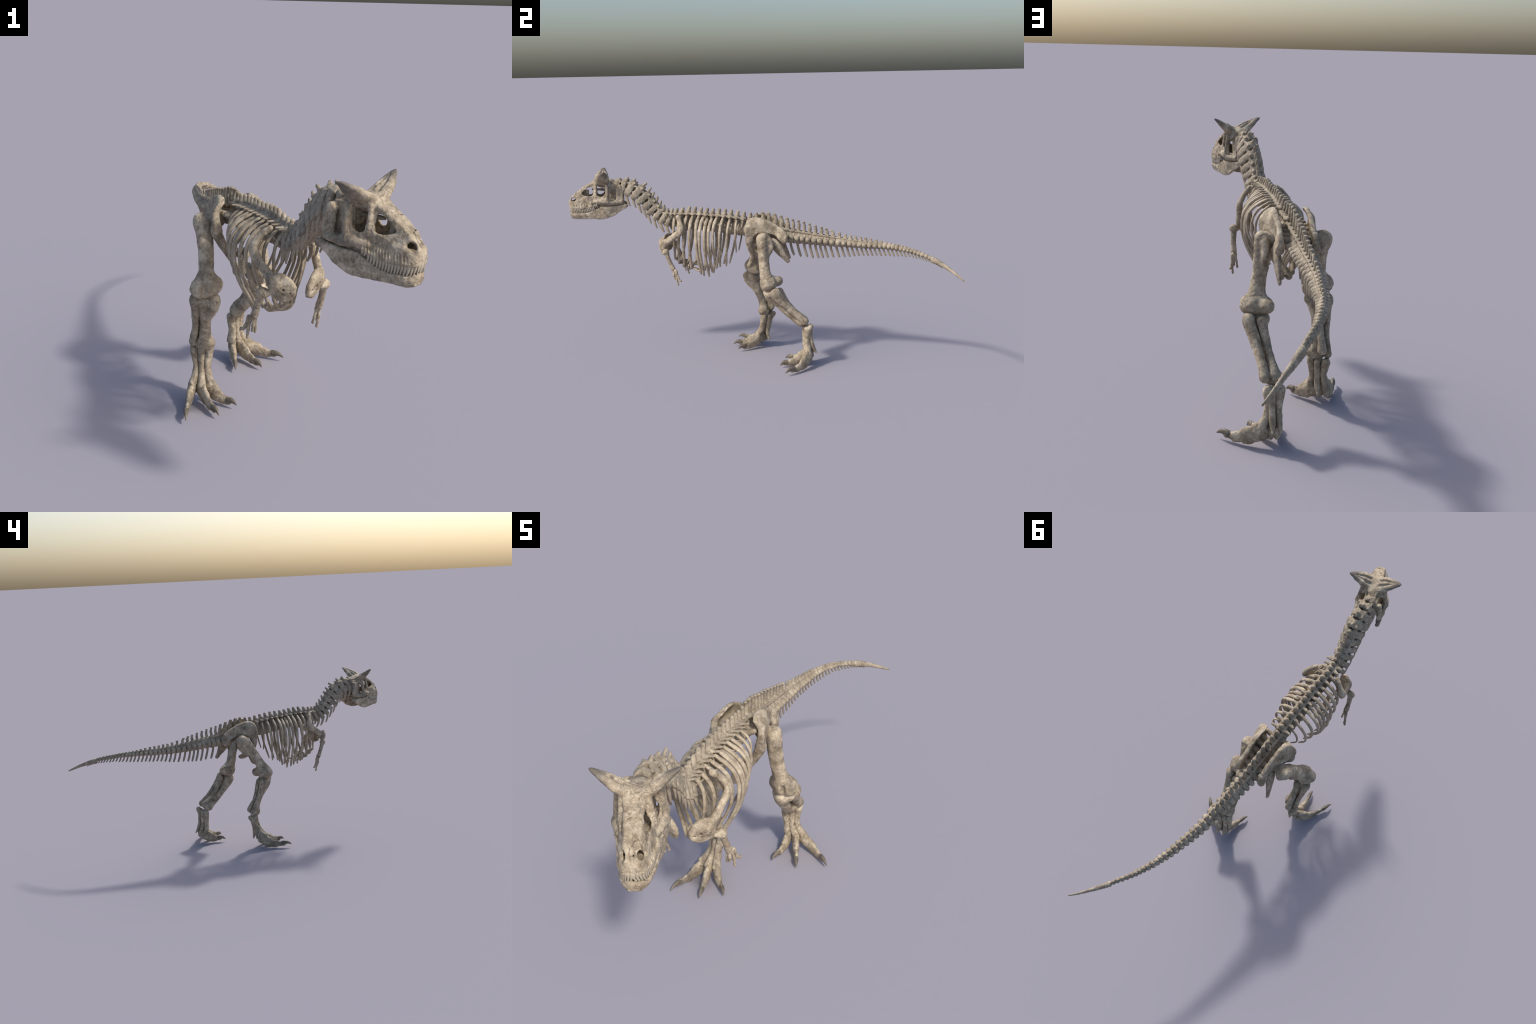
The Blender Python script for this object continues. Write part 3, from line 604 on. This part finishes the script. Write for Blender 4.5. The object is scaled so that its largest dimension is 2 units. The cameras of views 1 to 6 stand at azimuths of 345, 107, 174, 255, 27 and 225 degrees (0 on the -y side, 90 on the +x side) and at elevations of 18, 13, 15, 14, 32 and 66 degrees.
# rows follow the jaw edge round the snout
UP = A([(.044,.0565),(.090,.0455),(.120,.0420),(.150,.0360),(.166,.0290),(.175,.0200),(.1795,.0105),(.1805,.0020)])
LO = A([(.056,.0455),(.100,.0395),(.140,.0330),(.157,.0250),(.167,.0160),(.172,.0060)])
def along(path, n):
    d = np.r_[0, np.cumsum(np.linalg.norm(np.diff(path, axis=0), axis=1))]; q = np.linspace(0, d[-1], n)
    P = np.c_[np.interp(q, d, path[:, 0]), np.interp(q, d, path[:, 1])]; T = np.gradient(P, axis=0); return P, T
def skull():
    roof = lambda a, b: (a, b, np.interp(a, ST[:, 0], ST[:, 2]) - .0008 - 6 * b * b, .0019)
    v = Vol(.0016)
    def section(P, off):
        a, b, z = P[..., 0], np.abs(P[..., 1]), P[..., 2]
        g = lambda c: np.interp(a, ST[:, 0], ST[:, c])
        zb, zt = g(1), g(2); t = np.clip((z - zb) / (zt - zb), 0, 1)
        w0, w1, w2 = g(3), g(4), g(5)
        w = np.where(t < .5, w0 + (w1 - w0) * (t / .5), w1 + (w2 - w1) * ((t - .5) / .5) ** np.where(a > -.02, .8, 1.3))
        return a, b, z, zb + off * .0, zt - off, w - off
    def outer(P):
        a, b, z, zb, zt, w = section(P, 0)
        d = smin(-(b - w) * .92, -(z - zt) * .9, .010); d = smin(d, z - zb, .004); d = smin(d, .184 - a, .010); d = smin(d, a + .098, .004)
        return -d
    def inner(P):
        a, b, z, zb, zt, w = section(P, .0085)
        d = smin(-(b - w) * .92, -(z - zt - .002) * .9, .010); d = np.minimum(d, .170 - a)
        return -d
    v.add(Func(outer, (-.105, -.075, .795), (.19, .075, .955)))
    v.cut(Func(inner, (-.125, -.07, .78), (.175, .07, .95)), .002)
    # openings on both sides
    def window(poly, rnd, depth):
        p = A(poly + poly[:3]); poly = spline(p, 12 * (len(p) - 1) + 1)[12:-13]
        def fn(P): return np.maximum(polysd(poly, P[..., 0], P[..., 2]) - rnd, depth - np.abs(P[..., 1]))
        p = A(poly); return Func(fn, (p[:, 0].min() - .02, -.09, p[:, 1].min() - .02), (p[:, 0].max() + .02, .09, p[:, 1].max() + .02))
    v.cut(window([(.112,.878),(.096,.869),(.070,.867),(.061,.878),(.059,.905),(.082,.901)], .003, .004), .004)      # antorbital
    v.cut(window([(.035,.908),(.018,.918),(.000,.912),(-.001,.893),(.007,.871),(.022,.862),(.035,.870),(.036,.890)], .004, .010), .004)  # eye
    v.cut(window([(-.023,.887),(-.032,.906),(-.044,.910),(-.055,.897),(-.057,.866),(-.052,.846),(-.037,.843),(-.025,.856)], .004, .021), .004)  # temporal
    for s in (-1, 1):
        v.cut(Ball((.096, s * .058, .886), (.050, .020, .021)), .006)                      # hollow before the eye
        v.cut(Ball((-.052, s * .032, .930), (.022, .0125, .030)), .005)                   # opening on the skull roof
        v.cut(Ball((.164, s * .023, .851), (.0125, .0110, .0125)), .003)                   # nostril
        v.cut(Ball((.158, s * .030, .850), (.012, .012, .008)), .004)
        # nasal roof edge, cheek knob, lower temporal bar, brow
        v.add(Tube([(.150, s * .0165, .872, .0036), (.10, s * .0185, .9035, .004), (.060, s * .0215, .924, .005), (.035, s * .029, .932, .007)], 9), .006)
        v.add(Tube([(.050, s * .050, .832, .008), (.015, s * .060, .836, .011), (-.008, s * .064, .832, .0125), (-.022, s * .063, .826, .009)], 8), .008)
        v.add(Tube([(-.008, s * .062, .842, .009), (-.014, s * .060, .875, .0075), (-.012, s * .052, .915, .009)], 7), .006)
        v.add(Tube([(-.020, s * .061, .828, .008), (-.055, s * .060, .828, .0095), (-.085, s * .053, .830, .0085), (-.088, s * .050, .870, .0075), (-.078, s * .044, .905, .008)], 12), .006)
        v.add(Tube([(.046, s * .044, .860, .0055), (.045, s * .040, .890, .0055), (.042, s * .034, .925, .008)], 6), .006)
        # horn
        v.add(Tube([(.011, s * .018, .931, .041), (.010, s * .042, .946, .0355), (.006, s * .066, .961, .0270), (.001, s * .090, .976, .0165), (-.003, s * .1105, .9875, .0058)], 14, squash=(unit((-.18, -s * .55, .82)), 2.0)), .009)
        for o in (.011, -.012):     # furrows running out to the tip
            v.cut(Tube([(.007 + o * 1.05, s * .020, .954 + o * .22, .0066), (.005 + o * .85, s * .044, .9660 + o * .2, .0070), (.003 + o * .55, s * .060, .9730 + o * .15, .0056), (.000 + o * .2, s * .086, .9855, .0026)], 10), .004)
        # tooth sockets along the jaw edge
        for a, b in along(UP, 20)[0][:-1]:
            zb = np.interp(a, ST[:, 0], ST[:, 1])
            v.add(Ball((a - .0005, s * (b + .0012), zb + .003), (.0040, .0042, .0052)), .003)
            if b > .016: v.add(Tube([(a, s * (b + .0022), zb + .008, .0024), (a - .004, s * (b + .0012), zb + .024, .0010)]), .003)
        # seams of the nose bones
        v.cut(Tube([roof(.150, 0), roof(.141, s * .011), roof(.146, s * .020)], 7), .0015)
        v.cut(Tube([roof(.150, 0), roof(.164, s * .006), roof(.176, s * .004)], 6), .0015)
    v.cut(Tube([roof(a, 0) for a in (.150, .125, .098)], 7), .0015)
    v.cut(Tube([roof(.098, -.021), roof(.094, 0), roof(.098, .021)], 7), .0015)
    v.cut(Tube([(.1845, 0, .836, .0022), (.1855, 0, .800, .0022)]), .0015)
    # braincase, roof crest, occiput
    v.add(Box((-.050, 0, .895), (.040, .017, .034), .012), .010)
    v.add(Tube([(.02, 0, .938, .014), (-.03, 0, .928, .014), (-.070, 0, .917, .013)], 6), .012)
    v.add(Box((-.080, 0, .885), (.007, .042, .028), .006), .008)
    v.add(Tube([(-.07, 0, .874, .012), (-.100, 0, .874, .0095)]), .005)
    v.add(Tube([(-.03, 0, .888, .007), (.060, 0, .893, .0055)]), .006)
    # walls seen through the openings
    v.add(Box((.1025, 0, .860), (.024, .0035, .032), .002), .004)
    for s in (-1, 1):
        v.add(Box((-.045, s * .027, .872), (.034, .0045, .048), .003), .006)
        v.add(Ball((-.076, s * .046, .868), (.017, .0075, .046)), .008)
    # palate
    v.add(Box((.100, 0, .822), (.055, .030, .005), .004), .006); v.add(Box((.005, 0, .828), (.070, .047, .0045), .003), .006)
    v.add(Tube([(.04, .026, .824, .008), (-.02, .036, .830, .008), (-.08, .046, .832, .008)], 6), .006); v.add(Tube([(.04, -.026, .824, .008), (-.02, -.036, .830, .008), (-.08, -.046, .832, .008)], 6), .006)
    return v.mesh(rough=((.0014, .016), (.0008, .005)))

KV, KQ = skull()
me = make_mesh('skull_whole', sk(KV), KQ, BONE)
NRM = np.zeros((len(KV), 3), np.float32).reshape(-1); me.vertices.foreach_get('normal', NRM); NRM = NRM.reshape(-1, 3)
bpy.data.meshes.remove(me)
HORN = bone_material('skull_bone', (.225, .178, .120), (.44, .365, .262), (.65, .56, .425), (.235, .21, .175), horn=(tuple(KO), tuple(KL), .045, .105, (.13, .115, .095)))
cen = KV[KQ].mean(1); hornmask = (np.abs(cen[:, 1]) > .040) & (cen[:, 2] > .936)
def region(name, mask, mat, parent=None):
    Fq = KQ[mask]; u, inv = np.unique(Fq, return_inverse=True)
    return put(name, make_mesh(name, sk(KV[u]), inv.reshape(-1, 4), mat, NRM[u]), parent)
SKULL = region('skull', ~hornmask, HORN)
for s in (1, -1): region('horn', hornmask & (cen[:, 1] * s > 0), HORN, SKULL)

JAWTOP = [(.178,.784),(.165,.7765),(.130,.7745),(.090,.777),(.061,.790),(.029,.806),(.004,.810),(-.027,.809),(-.066,.811),(-.098,.815)]
JAWLOW = [(-.112,.808),(-.106,.795),(-.091,.789),(-.064,.774),(-.045,.761),(-.019,.750),(.013,.742),(.067,.745),(.131,.746),(.158,.745),(.173,.757),(.180,.772)]
JAWB = A([(-.12,.050),(-.095,.053),(-.05,.055),(0,.053),(.05,.047),(.10,.041),(.14,.035),(.158,.027),(.170,.017),(.178,.004),(.19,.0)])
def jaw():
    poly = JAWTOP + JAWLOW
    def fn(P):
        a, b, z = P[..., 0], np.abs(P[..., 1]), P[..., 2]
        d2 = polysd(poly, a, z)
        B = np.interp(a, JAWB[:, 0], JAWB[:, 1]) - np.clip((.765 - z), 0, .05) * .55 * np.clip(a / .15, .25, 1.)
        slope = np.interp(a, [.13, .175], [1., .55])
        r = .004; qx = d2 + r; qy = (np.abs(b - B) * slope - .0068) + r
        return np.sqrt(np.maximum(qx, 0)**2 + np.maximum(qy, 0)**2) + np.minimum(np.maximum(qx, qy), 0) - r
    v = Vol(.0016).add(Func(fn, (-.115, -.066, .738), (.184, .066, .818)))
    v.add(Box((.160, 0, .760), (.016, .018, .012), .006), .008)
    for s in (-1, 1):       # inner plate of the jaw rising behind the cheek
        v.add(Tube([(.045, s * .038, .800, .010), (.010, s * .043, .808, .014), (-.04, s * .043, .808, .014), (-.085, s * .043, .810, .010)], 8, squash=((0, 1, 0), 2.6)), .005)
    for s in (-1, 1):
        v.add(Ball((-.01, s * .056, .785), (.020, .0045, .014)), .006)
        v.add(Tube([(.02, s * .052, .800, .006), (-.04, s * .056, .800, .006), (-.095, s * .052, .808, .008), (-.108, s * .049, .806, .007)], 8), .006)
        v.cut(Ball((-.045, s * .063, .780), (.018, .005, .010)), .004)
        for a in np.linspace(.05, .17, 15):
            w = np.interp(a, JAWB[:, 0], JAWB[:, 1]); z = np.interp(a, *A(JAWTOP)[::-1].T)
            v.add(Ball((a, s * w, z - .002), (.0042, .0045, .004)), .003)
    v.cut(Tube([(.186, 0, .79, .0014), (.178, 0, .74, .0014)]), .001)
    return v.mesh(rough=((.0013, .016), (.0007, .005)))
JV, JQ = jaw(); JAW = put('lower_jaw', make_mesh('lower_jaw', sk(JV), JQ, BONE), SKULL)

def tooth_mesh():
    s = np.linspace(0, 1, 9)
    R = np.c_[-.22 * s**2, 0 * s, -s, .20 * (1 - s**1.5) + .018, .12 * (1 - s**1.4) + .014]
    return make_mesh('tooth', *loft(R, A([1., 0, 0]), 8, 1), TOOTH)
TM = tooth_mesh()
def tooth(a, b, z, ln, wid, flip, turn, parent):
    c, s_ = math.cos(turn), math.sin(turn)
    ax = KF * c + KL * s_; ay = -KF * s_ + KL * c; up = A([0, 0, 1. if not flip else -1.])
    p = KO + KF * a + KL * b + A([0, 0, z])
    put('tooth', TM, parent, Matrix([[ax[r] * wid, ay[r] * wid, up[r] * ln, p[r]] for r in range(3)] + [[0, 0, 0, 1]]))
for s in (1, -1):
    P, T = along(UP, 20)
    for j, ((a, b), t) in enumerate(zip(P, T)):
        zb = np.interp(a, ST[:, 0], ST[:, 1]); gap = zb - np.interp(a, *A(JAWTOP)[::-1].T)
        ln = min(.031, gap + .006) * (.88 + .2 * RNG.random()) if a > .06 else .013
        tooth(a, s * b, zb + .003, ln, .0235 * (.85 + .3 * RNG.random()), False, math.atan2(t[1] * s, t[0]) , SKULL)
    P, T = along(LO, 17)
    for j, ((a, b), t) in enumerate(zip(P, T)):
        z = np.interp(a, *A(JAWTOP)[::-1].T)
        tooth(a, s * b, z - .002, .019 * (.8 + .35 * RNG.random()), .019, True, math.atan2(t[1] * s, t[0]), JAW)
